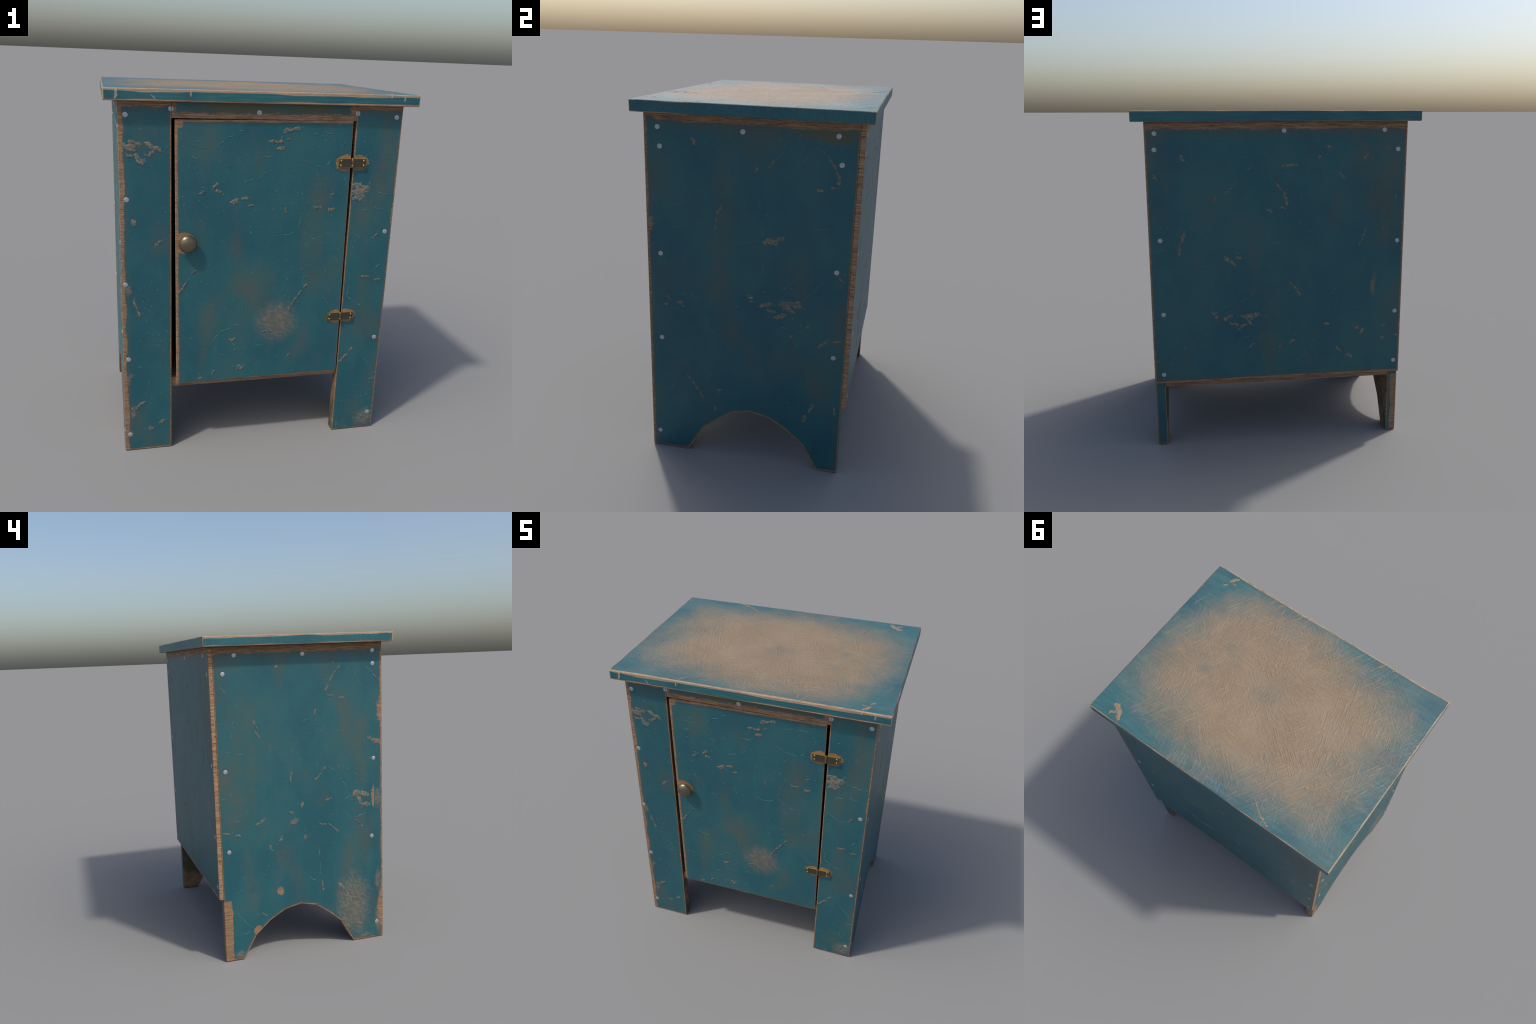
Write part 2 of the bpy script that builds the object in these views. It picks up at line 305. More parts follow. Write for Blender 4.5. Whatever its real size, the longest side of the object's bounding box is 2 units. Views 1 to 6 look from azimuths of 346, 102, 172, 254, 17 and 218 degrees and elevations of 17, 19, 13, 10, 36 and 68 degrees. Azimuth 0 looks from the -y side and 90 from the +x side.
def wood_colour(g, run="x", dark=0.5, pale=WOOD_PALE, mid=WOOD_MID):
    """Bare board: streaks that run along `run`, with dark growth lines."""
    stretch = {"x": (1.2, 14, 14), "y": (14, 1.2, 14), "z": (14, 14, 1.2), "h": (1.6, 1.6, 26)}[run]
    a = g.noise(6.0, stretch, detail=4, rough=0.6, warp=0.6)
    b = g.noise(14.0, stretch, detail=2, rough=0.5, seed=(3, 7, 1))
    col = g.mix(g.step(a, 0.35, 0.65), mid, pale)
    lines = g.step(b, 0.56, 0.68)
    return g.mix(g.mul(lines, dark), col, WOOD_DARK), g.add(g.mul(a, 0.5), g.mul(lines, -0.6))


def bare_wood(name, run="x", dark=0.5, tint=None, pale=WOOD_PALE, mid=WOOD_MID):
    g = Graph(name)
    col, h = wood_colour(g, run, dark, pale, mid)
    if run == "h":
        ring = g.m("ABSOLUTE", g.m("SUBTRACT", g.noise(1.0, (6, 6, 48), detail=2, rough=0.5, seed=(2, 2, 4)), 0.5))
        crack = g.fall(ring, 0.006, 0.030)
        col = g.mix(g.mul(crack, dark), col, WOOD_DARK)
        h = g.add(h, g.mul(crack, -0.9))
    if tint:
        col = g.mix(g.mul(g.step(g.noise(5.0, detail=2), 0.42, 0.6), 0.75), col, tint)
    return g.finish(col, 0.72, h, 0.0016, 0.7, spec=0.25)


def painted(name, lo, hi, edges, axis, depth, worn=(), chips=(), stains=(), arch=False,
            patch=None, local=None, seed=(0.0, 0.0, 0.0), rub=1.0, edge_noise=0.9, edge_fine=0.8, worn_side=None):
    """Old teal paint on a board.

    edges: wear width (m) at the x-, x+, y-, y+, z-, z+ sides of the board;
    worn rubs are soft grey, chips bare wood, stains olive.  Marks lie on the face `axis` = `depth`.
    """
    g = Graph(name)
    base = Graph.mapping(g, g.co, seed)
    conv = (lambda mk: mk) if local is None else local

    # ---- paint film: clouds of thin paint, brushed lines
    cloud = g.noise(1.0, (3.2, 3.2, 2.1), detail=4, rough=0.6, vec=base)
    block = g.noise(1.0, (5.0, 5.0, 2.2), detail=2, rough=0.5, vec=base, seed=(5, 1, 2))
    brush = g.noise(1.0, (5, 5, 190), detail=2, rough=0.6, vec=base)
    brush2 = g.noise(1.0, (14, 14, 260), detail=2, vec=base)
    col = g.mix(g.step(cloud, 0.36, 0.62), TEAL_DEEP, TEAL)
    thin = g.add(g.mul(g.step(block, 0.50, 0.74), 0.60), g.mul(g.step(cloud, 0.50, 0.74), 0.25))
    thin = g.mul(thin, g.add(0.45, g.mul(g.step(brush, 0.35, 0.65), 0.55)))
    col = g.mix(g.mul(thin, rub, clamp=True), col, RUBBED)
    col = g.mix(g.mul(g.step(brush2, 0.52, 0.72), 0.22), col, RUBBED)

    # ---- distance to the board's edges, in units of the wear width
    def pair(c, a, b, wa, wb):
        return g.m("MINIMUM", g.mul(g.m("SUBTRACT", c, a), 1 / wa), g.mul(g.m("SUBTRACT", b, c), 1 / wb))
    ex, ey, ez = (pair(c, lo[i], hi[i], edges[2 * i], edges[2 * i + 1]) for i, c in enumerate((g.x, g.y, g.z)))
    edge = g.m("MAXIMUM", g.m("MINIMUM", ex, ey), g.m("MINIMUM", g.m("MAXIMUM", ex, ey), ez))
    if arch:
        far = None
        for (y0, z0), (y1, z1) in zip(ARCH, ARCH[1:]):
            n = Vector((z0 - z1, y1 - y0)).normalized()      # in (y, z), pointing up into the board
            n = n if n.y > 0 or (n.y == 0 and n.x > 0) else -n
            d = g.add(g.mul(g.y, n.x), g.mul(g.z, n.y), -(n.x * y0 + n.y * z0))
            far = d if far is None else g.m("MAXIMUM", far, d)
        edge = g.m("MINIMUM", edge, g.mul(far, 1 / 0.010))
    ragged = g.noise(9.0, detail=4, rough=0.65, vec=base)
    fine = g.noise(70.0, detail=3, rough=0.6, vec=base)
    edge_v = g.add(edge, g.mul(g.m("SUBTRACT", ragged, 0.5), 2.6 * edge_noise), g.mul(g.m("SUBTRACT", fine, 0.5), edge_fine))
    edge_mask = g.fall(edge_v, 0.72, 1.08)
    edge_soft = g.fall(edge_v, 0.8, 2.3)

    # ---- marks
    bump_n = g.noise(75.0, detail=2, vec=base)
    soft = g.field(g.jitter(g.co, 14.0, 0.05), axis, depth, [(*conv(mk[:4]), mk[4] * 0.001) for mk in worn], 1.0, 0.06)
    if worn_side:
        ax2, d2, marks2 = worn_side
        soft = g.m("MAXIMUM", soft, g.field(g.jitter(g.co, 14.0, 0.03), ax2, d2, [(*mk[:4], mk[4] * 0.001) for mk in marks2], 1.0, 0.03))
    scrub = g.noise(1.0, (62, 62, 9), (0.75, 0.75, 0.0), detail=3, vec=base)
    worn_m = g.step(g.add(soft, g.mul(g.m("SUBTRACT", scrub, 0.5), 0.24), g.mul(g.m("SUBTRACT", ragged, 0.5), 0.35)), 0.0, 0.72) if worn else 0.0
    cm = g.field(g.jitter(g.co, 30.0, 0.018), axis, depth, [(*conv(mk[:4]), mk[4] * 0.001) for mk in chips], 1.2, 0.06)
    chip = g.step(g.add(cm, g.mul(g.m("SUBTRACT", fine, 0.5), 0.3)), 0.14, 0.26) if chips else 0.0

    wood, wood_h = wood_colour(g, "h", 0.55, (0.325, 0.195, 0.110), (0.205, 0.115, 0.062))
    if patch:
        chip = g.m("MAXIMUM", chip, patch(g, ragged, fine))
    if stains:
        st = g.field(g.jitter(g.co, 6.0, 0.06), axis, depth, [(*conv(mk[:4]), mk[4] * 0.001) for mk in stains], 1.0, 0.06)
        col = g.mix(g.mul(g.step(st, 0.0, 0.8), 0.85), col, OLIVE)
    if worn:
        col = g.mix(g.mul(worn_m, 0.70), col, g.mix(g.step(scrub, 0.4, 0.62), (0.125, 0.115, 0.090), GREY_WORN))
    col = g.mix(g.mul(edge_soft, 0.42), col, RUBBED)
    bare = edge_mask if not (chips or patch) else g.m("MAXIMUM", edge_mask, chip)
    col = g.mix(bare, col, wood)

    h = g.add(g.mul(brush2, 0.14), g.mul(bump_n, 0.08), g.mul(g.mul(wood_h, bare), 0.9), g.mul(bare, -0.5))
    if worn:
        h = g.add(h, g.mul(g.mul(worn_m, scrub), 1.4))
    rough = g.add(0.46, g.mul(bare, 0.22), g.mul(thin, 0.12))
    return g.finish(col, rough, h, 0.0032, 0.85, spec=0.4)


def top_material():
    """Table top: teal left at the rim, middle rubbed back to bleached wood."""
    g = Graph("worn_table_top")
    lo, hi = TOP_LO, TOP_HI
    ragged = g.noise(7.0, detail=4, rough=0.65)
    fine = g.noise(60.0, detail=3, rough=0.6)
    big = g.noise(2.6, detail=3, seed=(4, 2, 0))
    # scrubbing strokes in several directions, each strong in its own area
    strokes = None
    for i, (ang, sc) in enumerate(((-62, 1.0), (38, 1.15), (-20, 0.9), (75, 1.2), (8, 1.0))):
        n = g.noise(1.0, (8 * sc, 82 * sc, 9), (0, 0, math.radians(ang)), detail=3, rough=0.6, seed=(i * 3.1, i, 0), warp=0.02)
        n = g.step(n, 0.36, 0.70)
        area = g.step(g.noise(3.4, detail=1, seed=(i * 5.0, 2 * i, 1)), 0.40, 0.62)
        n = g.mul(n, g.add(0.50, g.mul(area, 0.50)))
        strokes = n if strokes is None else g.m("MAXIMUM", strokes, n)
    # worn oval, wider than deep
    ax = g.m("ABSOLUTE", g.mul(g.add(g.x, 0.0), 1 / 0.845))
    ay = g.m("ABSOLUTE", g.mul(g.add(g.y, 0.0), 1 / 0.630))
    oval = g.add(g.m("POWER", ax, 2.7), g.m("POWER", ay, 2.7))
    rubv = g.add(g.m("SUBTRACT", 1.0, oval), g.mul(g.m("SUBTRACT", big, 0.5), 0.75), g.mul(g.m("SUBTRACT", strokes, 0.5), 0.30), g.mul(g.m("SUBTRACT", ragged, 0.5), 0.60))
    left = g.field(g.jitter(g.co, 5.0, 0.12), "z", 2.0, [(-0.02, -0.16, 0.10, 0.10, 0.30), (0.40, -0.02, 0.45, 0.05, 0.10)], 1.0, 0.1)
    rubv = g.add(rubv, g.mul(left, -0.36))
    rub = g.mul(g.step(rubv, -0.12, 0.98), g.step(g.nz, 0.5, 0.9))
    cloud = g.noise(3.0, detail=4)
    col = g.mix(g.step(cloud, 0.36, 0.62), TEAL_DEEP, TEAL)
    brush = g.noise(1.0, (6, 60, 160), detail=2)
    col = g.mix(g.mul(g.step(g.nz, 0.5, 0.9), g.add(0.10, g.mul(g.step(big, 0.35, 0.65), 0.16))), col, (0.190, 0.175, 0.140))
    col = g.mix(g.mul(g.step(brush, 0.45, 0.7), 0.20), col, TEAL_CHALK)
    wood = g.mix(g.step(g.noise(4.0, detail=3, seed=(1, 5, 9)), 0.35, 0.65), BLEACHED, (0.275, 0.200, 0.125))
    wood = g.mix(g.mul(strokes, 0.28), wood, (0.300, 0.225, 0.147))
    col = g.mix(g.mul(rub, 0.96), col, wood)
    # edges
    def pair(c, a, b, wa, wb):
        return g.m("MINIMUM", g.mul(g.m("SUBTRACT", c, a), 1 / wa), g.mul(g.m("SUBTRACT", b, c), 1 / wb))
    ex = pair(g.x, lo.x, hi.x, 0.006, 0.004)
    ey = pair(g.y, lo.y, hi.y, 0.008, 0.005)
    ez = pair(g.z, lo.z, hi.z, 0.0075, 0.0105)
    edge = g.m("MAXIMUM", g.m("MINIMUM", ex, ey), g.m("MINIMUM", g.m("MAXIMUM", ex, ey), ez))
    side = g.fall(g.nz, 0.3, 0.7)
    calm = g.noise(1.0, (4, 4, 8), detail=2, rough=0.4)
    edge_v = g.add(edge, g.mul(g.m("SUBTRACT", calm, 0.5), 2.2), g.mul(g.m("SUBTRACT", fine, 0.5), 0.22))
    # the left and front edges lost most paint, the right and back ones kept it
    kept = g.mul(g.m("MAXIMUM", g.step(g.nx, 0.5, 0.9), g.step(g.ny, 0.5, 0.9)), 0.85)
    edge_v = g.add(edge_v, kept, g.mul(g.fall(g.y, lo.y + 0.02, lo.y + 0.05), -0.45))
    edge_mask = g.fall(edge_v, 0.70, 1.20)
    wcol, wh = wood_colour(g, "h", 0.35, (0.375, 0.265, 0.170), (0.29, 0.190, 0.118))
    nick = g.field(g.jitter(g.co, 40.0, 0.02), "y", lo.y, [(-0.757, 1.945, -0.750, 1.998, 0.016), (-0.40, 1.968, -0.395, 1.99, 0.009), (-0.565, 1.943, -0.59, 1.975, 0.006),
                  (0.655, 1.985, 0.662, 1.996, 0.012), (0.728, 1.965, 0.728, 1.996, 0.011)], 1.5, 0.02)
    nick_m = g.step(nick, 0.3, 0.42)
    col = g.mix(edge_mask, col, wcol)
    col = g.mix(g.mul(nick_m, 0.7), col, (0.38, 0.29, 0.2))
    h = g.add(g.mul(g.mul(strokes, g.add(0.18, rub)), 1.15), g.mul(fine, 0.22), g.mul(nick_m, 0.9), g.mul(edge_mask, -0.4))
    rough = g.add(0.44, g.mul(rub, 0.12), g.mul(edge_mask, 0.2))
    return g.finish(col, rough, h, 0.0034, 0.8, spec=0.45)


# ---------------------------------------------------------------- mesh helpers
def make_object(name, bm, mats, parent=None, smooth=False):
    me = bpy.data.meshes.new(name)
    bm.normal_update()
    bm.to_mesh(me)
    bm.free()
    for mt in mats:
        me.materials.append(mt)
    if smooth:
        for p in me.polygons:
            p.use_smooth = True
    ob = bpy.data.objects.new(name, me)
    bpy.context.scene.collection.objects.link(ob)
    ob.parent = parent
    return ob


def round_edges(bm, width, keep_sharp=None, segments=2):
    es = [e for e in bm.edges if len(e.link_faces) == 2 and e.calc_face_angle(0) > 0.6
          and not (keep_sharp and keep_sharp((e.verts[0].co + e.verts[1].co) / 2, e))]
    bmesh.ops.bevel(bm, geom=es, offset=width, segments=segments, profile=0.5, affect="EDGES", clamp_overlap=True)


def board(name, lo, hi, mats, parent, width=0.0035, keep_sharp=None, pick=None, segments=2):
    bm = bmesh.new()
    bmesh.ops.create_cube(bm, size=1.0)
    lo, hi = Vector(lo), Vector(hi)
    for v in bm.verts:
        v.co = Vector(lo[i] + (v.co[i] + 0.5) * (hi[i] - lo[i]) for i in range(3))
    round_edges(bm, width, keep_sharp, segments)
    bm.normal_update()
    if pick:
        for f in bm.faces:
            f.material_index = pick(f.normal, f.calc_center_median())
    return make_object(name, bm, mats, parent)


def lathe(name, profile, mats, parent, steps=40):
    """Turn a (radius, height) profile about z; heights point away from the wood."""
    bm = bmesh.new()
    rings = []
    for r, h in profile:
        if r < 1e-6:
            rings.append([bm.verts.new((0, 0, h))])
        else:
            rings.append([bm.verts.new((r * math.cos(2 * math.pi * i / steps), r * math.sin(2 * math.pi * i / steps), h)) for i in range(steps)])
    for a, b in zip(rings, rings[1:]):
        for i in range(steps):
            j = (i + 1) % steps
            if len(b) == 1:
                bm.faces.new((a[i], a[j], b[0]))
            else:
                bm.faces.new((a[i], a[j], b[j], b[i]))
    bm.faces.new(list(reversed(rings[0])))
    return make_object(name, bm, mats, parent, smooth=True)


FACING = {"front": Matrix.Rotation(math.pi / 2, 4, "X"), "back": Matrix.Rotation(-math.pi / 2, 4, "X"),
          "left": Matrix.Rotation(-math.pi / 2, 4, "Y"), "right": Matrix.Rotation(math.pi / 2, 4, "Y")}


def place(ob, point, facing):
    ob.matrix_world = Matrix.Translation(Vector(point)) @ FACING[facing]


# ------------------------------------------------- raised flakes and scratches
def face_point(axis, depth, sign):
    """Maps (u, v, height) on a face to object space."""
    if axis == "x":
        return lambda u, v, h: (depth + sign * h, u, v)
    if axis == "y":
        return lambda u, v, h: (u, depth + sign * h, v)
    return lambda u, v, h: (u, v, depth + sign * h)


def wavy(rng, n, lobes, amp):
    """Closed ragged profile: a few random waves round the outline."""
    ph = [(k, rng.uniform(0, 6.28), rng.uniform(0.4, 1.0) * amp / k ** 0.45) for k in lobes]
    return [1 + sum(a * math.sin(k * 2 * math.pi * i / n + p) for k, p, a in ph) for i in range(n)]


def add_flake(bm, to3, rng, um, vm, ru, rv, ang, tall, box, mat, grow=1.0):
    n = 9 if max(ru, rv) < 0.005 else 40
    edge = wavy(rng, n, (2, 3, 5, 9, 14), 0.30 * grow)
    rings = (1.0, 0.90, 0.62, 0.30) if n == 40 else (1.0, 0.55)
    ca, sa = math.cos(ang), math.sin(ang)
    clip = lambda u, v: (min(max(u, box[0]), box[1]), min(max(v, box[2]), box[3]))
    grid = []
    for k, r in enumerate(rings):
        ring = []
        for i in range(n):
            t = 2 * math.pi * i / n
            a, b = ru * r * edge[i] * math.cos(t), rv * r * edge[i] * math.sin(t)
            lift = -0.0004 if k == 0 else tall * rng.uniform(0.35, 1.2)
            u, v = clip(um + a * ca - b * sa, vm + a * sa + b * ca)
            ring.append(bm.verts.new(to3(u, v, lift)))
        grid.append(ring)
    tip = bm.verts.new(to3(*clip(um, vm), tall * 0.9))
    faces = []
    for a, b in zip(grid, grid[1:]):
        faces += [bm.faces.new((a[i], a[(i + 1) % n], b[(i + 1) % n], b[i])) for i in range(n)]
    faces += [bm.faces.new((grid[-1][i], grid[-1][(i + 1) % n], tip)) for i in range(n)]
    for f in faces:
        f.material_index, f.smooth = mat, True


def add_scratch(bm, to3, rng, u0, v0, u1, v1, w, tall, box):
    """Broken ridge of lifted paint along a wandering line."""
    length = math.hypot(u1 - u0, v1 - v0)
    du, dv = (u1 - u0) / length, (v1 - v0) / length
    n = max(5, int(length / 0.005))
    bow, wob = rng.uniform(-0.06, 0.06) * length, rng.uniform(0, 6.28)
    rows = []
    for i in range(n + 1):
        t = i / n
        side = bow * math.sin(math.pi * t) + 0.0022 * math.sin(t * length * 190 + wob) + rng.uniform(-0.0012, 0.0012)
        half = w * 0.5 * math.sin(math.pi * min(max(t, 0.04), 0.96)) ** 0.6 * rng.uniform(0.35, 1.15)
        cu, cv = u0 + du * length * t - dv * side, v0 + dv * length * t + du * side
        row = []
        for k, lift in ((-1, -0.0004), (-0.35, tall), (0.35, tall), (1, -0.0004)):
            u, v = cu - dv * half * k, cv + du * half * k
            row.append(bm.verts.new(to3(min(max(u, box[0]), box[1]), min(max(v, box[2]), box[3]), lift * rng.uniform(0.5, 1.1) if lift > 0 else lift)))
        rows.append(row)
    for i, (a, b) in enumerate(zip(rows, rows[1:])):
        if n > 6 and rng.random() < 0.13:
            continue                                   # gaps where the ridge broke off
        for k in range(3):
            f = bm.faces.new((a[k], a[k + 1], b[k + 1], b[k]))
            f.material_index, f.smooth = 1, True


def lifted_paint(axis, depth, sign, box, flakes, scratches, parent, seed, specks, tall=0.0017, avoid=None, shrink=1.0, mats=None):
    """All flakes, scratches and specks of one face, joined."""
    rng = random.Random(seed)
    to3 = face_point(axis, depth, sign)
    bm = bmesh.new()
    for u0, v0, u1, v1, w in flakes:
        w *= 0.001 * shrink
        length, ang = math.hypot(u1 - u0, v1 - v0), math.atan2(v1 - v0, u1 - u0)
        um, vm = (u0 + u1) / 2, (v0 + v1) / 2
        # a long flake is a chain of overlapping lumps
        lumps = max(1, round(length / (w * 0.9)))
        for k in range(lumps):
            t = (k + 0.5) / lumps
            if avoid and avoid(u0 + (u1 - u0) * t, v0 + (v1 - v0) * t):
                continue
            off = rng.uniform(-0.3, 0.3) * w if lumps > 1 else 0.0
            add_flake(bm, to3, rng, u0 + (u1 - u0) * t - math.sin(ang) * off, v0 + (v1 - v0) * t + math.cos(ang) * off,
                      (length / lumps * 0.72 + w * 0.24), w * rng.uniform(0.36, 0.66), ang + rng.uniform(-0.6, 0.6), tall * rng.uniform(0.8, 1.15), box, 0)
        for _ in range(int(1 + w * 100)):              # crumbs round the flake
            a, d, r = rng.uniform(0, 6.28), rng.uniform(0.7, 1.5), rng.uniform(0.0012, 0.0034)
            u, v = um + math.cos(a) * d * (length / 2 + w), vm + math.sin(a) * d * (length * 0.3 + w)
            if not (avoid and avoid(u, v)):
                add_flake(bm, to3, rng, u, v, r * rng.uniform(1, 1.8), r, rng.uniform(0, 3.1), tall * 0.6, box, rng.choice((0, 1, 1)))
    for u0, v0, u1, v1, w in scratches:
        add_scratch(bm, to3, rng, u0, v0, u1, v1, w * 0.001 * 1.05, tall, box)
    hubs = [(rng.uniform(box[0], box[1]), rng.uniform(box[2], box[3])) for _ in range(max(3, specks // 9))]
    for _ in range(specks):
        hu, hv = rng.choice(hubs)
        u, v = rng.gauss(hu, 0.045), rng.gauss(hv, 0.045)
        if not (box[0] + 0.012 < u < box[1] - 0.012 and box[2] + 0.012 < v < box[3] - 0.012) or (avoid and avoid(u, v)):
            continue
        r = rng.uniform(0.0013, 0.0036) * rng.uniform(0.7, 1.0)
        add_flake(bm, to3, rng, u, v, r * rng.uniform(1, 2.4), r, rng.uniform(0, 3.1), tall * 0.6, box, 1)
    bmesh.ops.recalc_face_normals(bm, faces=bm.faces)
    ob = make_object("paint_flakes", bm, mats or [PRIMER_MAT, CHALK_MAT], parent)
    ob["kind"] = "stuff"
    return ob


def flake_material(name, a, b, c):
    g = Graph(name)
    n = g.noise(60.0, detail=3, rough=0.6)
    col = g.mix(g.step(n, 0.40, 0.60), a, b)
    col = g.mix(g.mul(g.step(g.noise(9.0, detail=2), 0.45, 0.65), 0.5), col, c)
    return g.finish(col, 0.62, g.noise(160.0, detail=2), 0.0012, 0.6, spec=0.3)


# ------------------------------------------------------------------ materials
TOP_FLAKE = flake_material("flaked_table_top", (0.200, 0.155, 0.105), (0.280, 0.205, 0.135), (0.235, 0.175, 0.118))
PRIMER_MAT = flake_material("flaked_to_primer", (0.055, 0.115, 0.115), (0.240, 0.174, 0.118), (0.155, 0.130, 0.098))
CHALK_MAT = flake_material("chalky_teal_ridge", (0.040, 0.150, 0.160), (0.080, 0.190, 0.192), (0.120, 0.155, 0.138))
END_GRAIN = bare_wood("board_edge_wood", "h", 0.55)
PLAIN_WOOD = bare_wood("unpainted_wood", "x", 0.45, pale=(0.30, 0.19, 0.115), mid=(0.20, 0.115, 0.065))
INNER_WOOD = bare_wood("inner_leg_wood", "h", 0.6, tint=(0.035, 0.055, 0.035), pale=(0.26, 0.17, 0.10), mid=(0.19, 0.11, 0.06))


def nail_material():
    g = Graph("galvanised_nail")
    n = g.noise(120.0, detail=2)
    return g.finish(g.mix(g.step(n, 0.3, 0.7), (0.34, 0.345, 0.365), (0.45, 0.455, 0.475)), 0.45, g.mul(n, 0.2), 0.001, 0.5, metallic=0.55)


def brass_dark(name, lo=None, hi=None):
    """Tarnished brass: grey-brown faces, gold where edges are rubbed bright."""
    g = Graph(name)
    n = g.noise(45.0, detail=3)
    col = g.mix(g.step(n, 0.3, 0.7), (0.160, 0.134, 0.090), (0.195, 0.160, 0.100))
    gold = (0.50, 0.34, 0.075)
    if lo is None:
        rim = g.step(g.z, KNOB_RIM[0], KNOB_RIM[1])
        col = g.mix(g.mul(g.m("SUBTRACT", 1.0, rim), 0.75), col, gold)
    else:
        ex = g.m("MINIMUM", g.m("SUBTRACT", g.x, lo[0]), g.m("SUBTRACT", hi[0], g.x))
        ez = g.m("MINIMUM", g.m("SUBTRACT", g.z, lo[2]), g.m("SUBTRACT", hi[2], g.z))
        e = g.add(g.m("MINIMUM", ex, ez), g.mul(g.m("SUBTRACT", n, 0.5), 0.004))
        col = g.mix(0.6, col, (0.045, 0.043, 0.042))
        col = g.mix(g.mul(g.fall(e, 0.0006, 0.0028), 0.8), col, gold)
        col = g.mix(g.mul(g.step(g.nz, 0.4, 0.8), 0.7), col, gold)
    return g.finish(col, 0.33, g.mul(n, 0.12), 0.0008, 0.4, metallic=0.8, spec=0.5)


def plain_brass(name, colour, rough):
    g = Graph(name)
    n = g.noise(60.0, detail=2)
    return g.finish(g.mix(g.step(n, 0.3, 0.7), tuple(c * 0.8 for c in colour), colour), rough, metallic=0.9)


# ------------------------------------------------------------------- assembly
cabinet = bpy.data.objects.new("bedside_cabinet", None)
bpy.context.scene.collection.objects.link(cabinet)
cabinet["label"] = "weathered teal painted wooden bedside cabinet with one door"
cabinet["category"] = "bedside cabinet"

# table top
top = board("table_top", TOP_LO, TOP_HI, [top_material(), PLAIN_WOOD], cabinet, 0.0055,
            pick=lambda n, c: 1 if n.z < -0.9 else 0, segments=3)

# side panels with the arched cut-out between the feet
def side_panel(sign, mat):
    out, inn = sign * HALF, sign * (HALF - SIDE_THICK)
    outline = [(SIDE_FRONT, 0.0), (SIDE_FRONT, TOP_LO.z), (SIDE_BACK, TOP_LO.z), (SIDE_BACK, 0.0)] + ARCH
    bm = bmesh.new()
    a = [bm.verts.new((out, y, z)) for y, z in outline]
    b = [bm.verts.new((inn, y, z)) for y, z in outline]
    bm.faces.new(a)
    bm.faces.new(list(reversed(b)))
    for i in range(len(outline)):
        j = (i + 1) % len(outline)
        bm.faces.new((a[j], a[i], b[i], b[j]))
    bmesh.ops.recalc_face_normals(bm, faces=bm.faces)
    # the joint with the stile is tight: leave that edge unrounded
    round_edges(bm, 0.0025, lambda m, e: abs(m.y - SIDE_FRONT) < 1e-4, 1)
    bm.normal_update()
    for f in bm.faces:
        c = f.calc_center_median()
        f.material_index = 1 if f.normal.x * sign < -0.7 else 0
    return make_object("side_panel", bm, [mat, INNER_WOOD], cabinet)


SIDE_EDGES = (0.007, 0.007, 0.0001, 0.006, 0.011, 0.046)
low = lambda s: Vector((-HALF if s < 0 else HALF - SIDE_THICK, SIDE_FRONT, 0.0))
high = lambda s: Vector((-HALF + SIDE_THICK if s < 0 else HALF, SIDE_BACK, TOP_LO.z))


def rear_foot_patch(g, ragged, fine):
    """Paint stripped off the rear corner of the left side, below the panel."""
    inner = g.add(g.m("SUBTRACT", g.y, 0.484), g.mul(g.m("SUBTRACT", ragged, 0.5), 0.035), g.mul(g.m("SUBTRACT", fine, 0.5), 0.006))
    a = g.mul(g.step(inner, -0.002, 0.002), g.fall(g.z, 0.392, 0.397))
    outer = g.add(g.m("SUBTRACT", -0.709, g.x), g.mul(g.m("SUBTRACT", ragged, 0.5), 0.05))
    b = g.mul(g.mul(g.step(outer, -0.002, 0.002), g.step(g.y, SIDE_BACK - 0.004, SIDE_BACK - 0.003)), g.fall(g.z, 0.37, 0.385))
    return g.m("MULTIPLY", g.m("MAXIMUM", g.mul(a, g.fall(g.ny, 0.4, 0.8)), b), 1.0)


left_side = side_panel(-1, painted("left_side_paint", low(-1), high(-1), SIDE_EDGES, "x", -HALF,
    worn=[(-0.335, 0.06, -0.335, 0.44, 320), (-0.290, 0.10, -0.345, 0.24, 240), (0.08, 1.09, 0.08, 1.17, 22), (0.10, 0.83, 0.03, 0.87, 40), (-0.01, 0.73, -0.01, 0.75, 34), (0.445, 0.02, 0.44, 0.04, 85),
          (-0.36, 0.025, -0.46, 0.025, 60)],
    chips=[(0.164, 0.4136, 0.170, 0.4136, 58), (-0.488, 0.90, -0.488, 1.03, 40), (0.335, 0.17, 0.31, 0.19, 50)],
    arch=True, patch=rear_foot_patch, seed=(3.1, 0.7, 1.9), edge_noise=0.3, edge_fine=0.28))
right_side = side_panel(1, painted("right_side_paint", low(1), high(1), SIDE_EDGES, "x", HALF,
    stains=[(0.25, 1.89, 0.53, 1.86, 120)], arch=True, seed=(7.3, 2.2, 5.5), edge_noise=0.3, edge_fine=0.28))

# back panel laid over the sides, with bare board edges
back = board("back_panel", (-HALF - 0.0004, SIDE_BACK + 0.0004, PANEL_BOTTOM), (HALF + 0.0004, BACK, TOP_LO.z),
    [painted("back_paint", (-HALF, SIDE_BACK, PANEL_BOTTOM), (HALF, BACK, TOP_LO.z), (0.010, 0.010, 0.001, 0.001, 0.016, 0.045), "y", BACK,
             worn=[(-0.567, 0.90, -0.568, 1.06, 46)], stains=[(0.05, 1.93, 0.35, 1.93, 70)], seed=(1.7, 6.1, 3.3), edge_noise=0.3, edge_fine=0.28), END_GRAIN, PLAIN_WOOD],
    cabinet, 0.0025, pick=lambda n, c: 1 if abs(n.x) > 0.9 else 2 if n.z < -0.9 else 0)

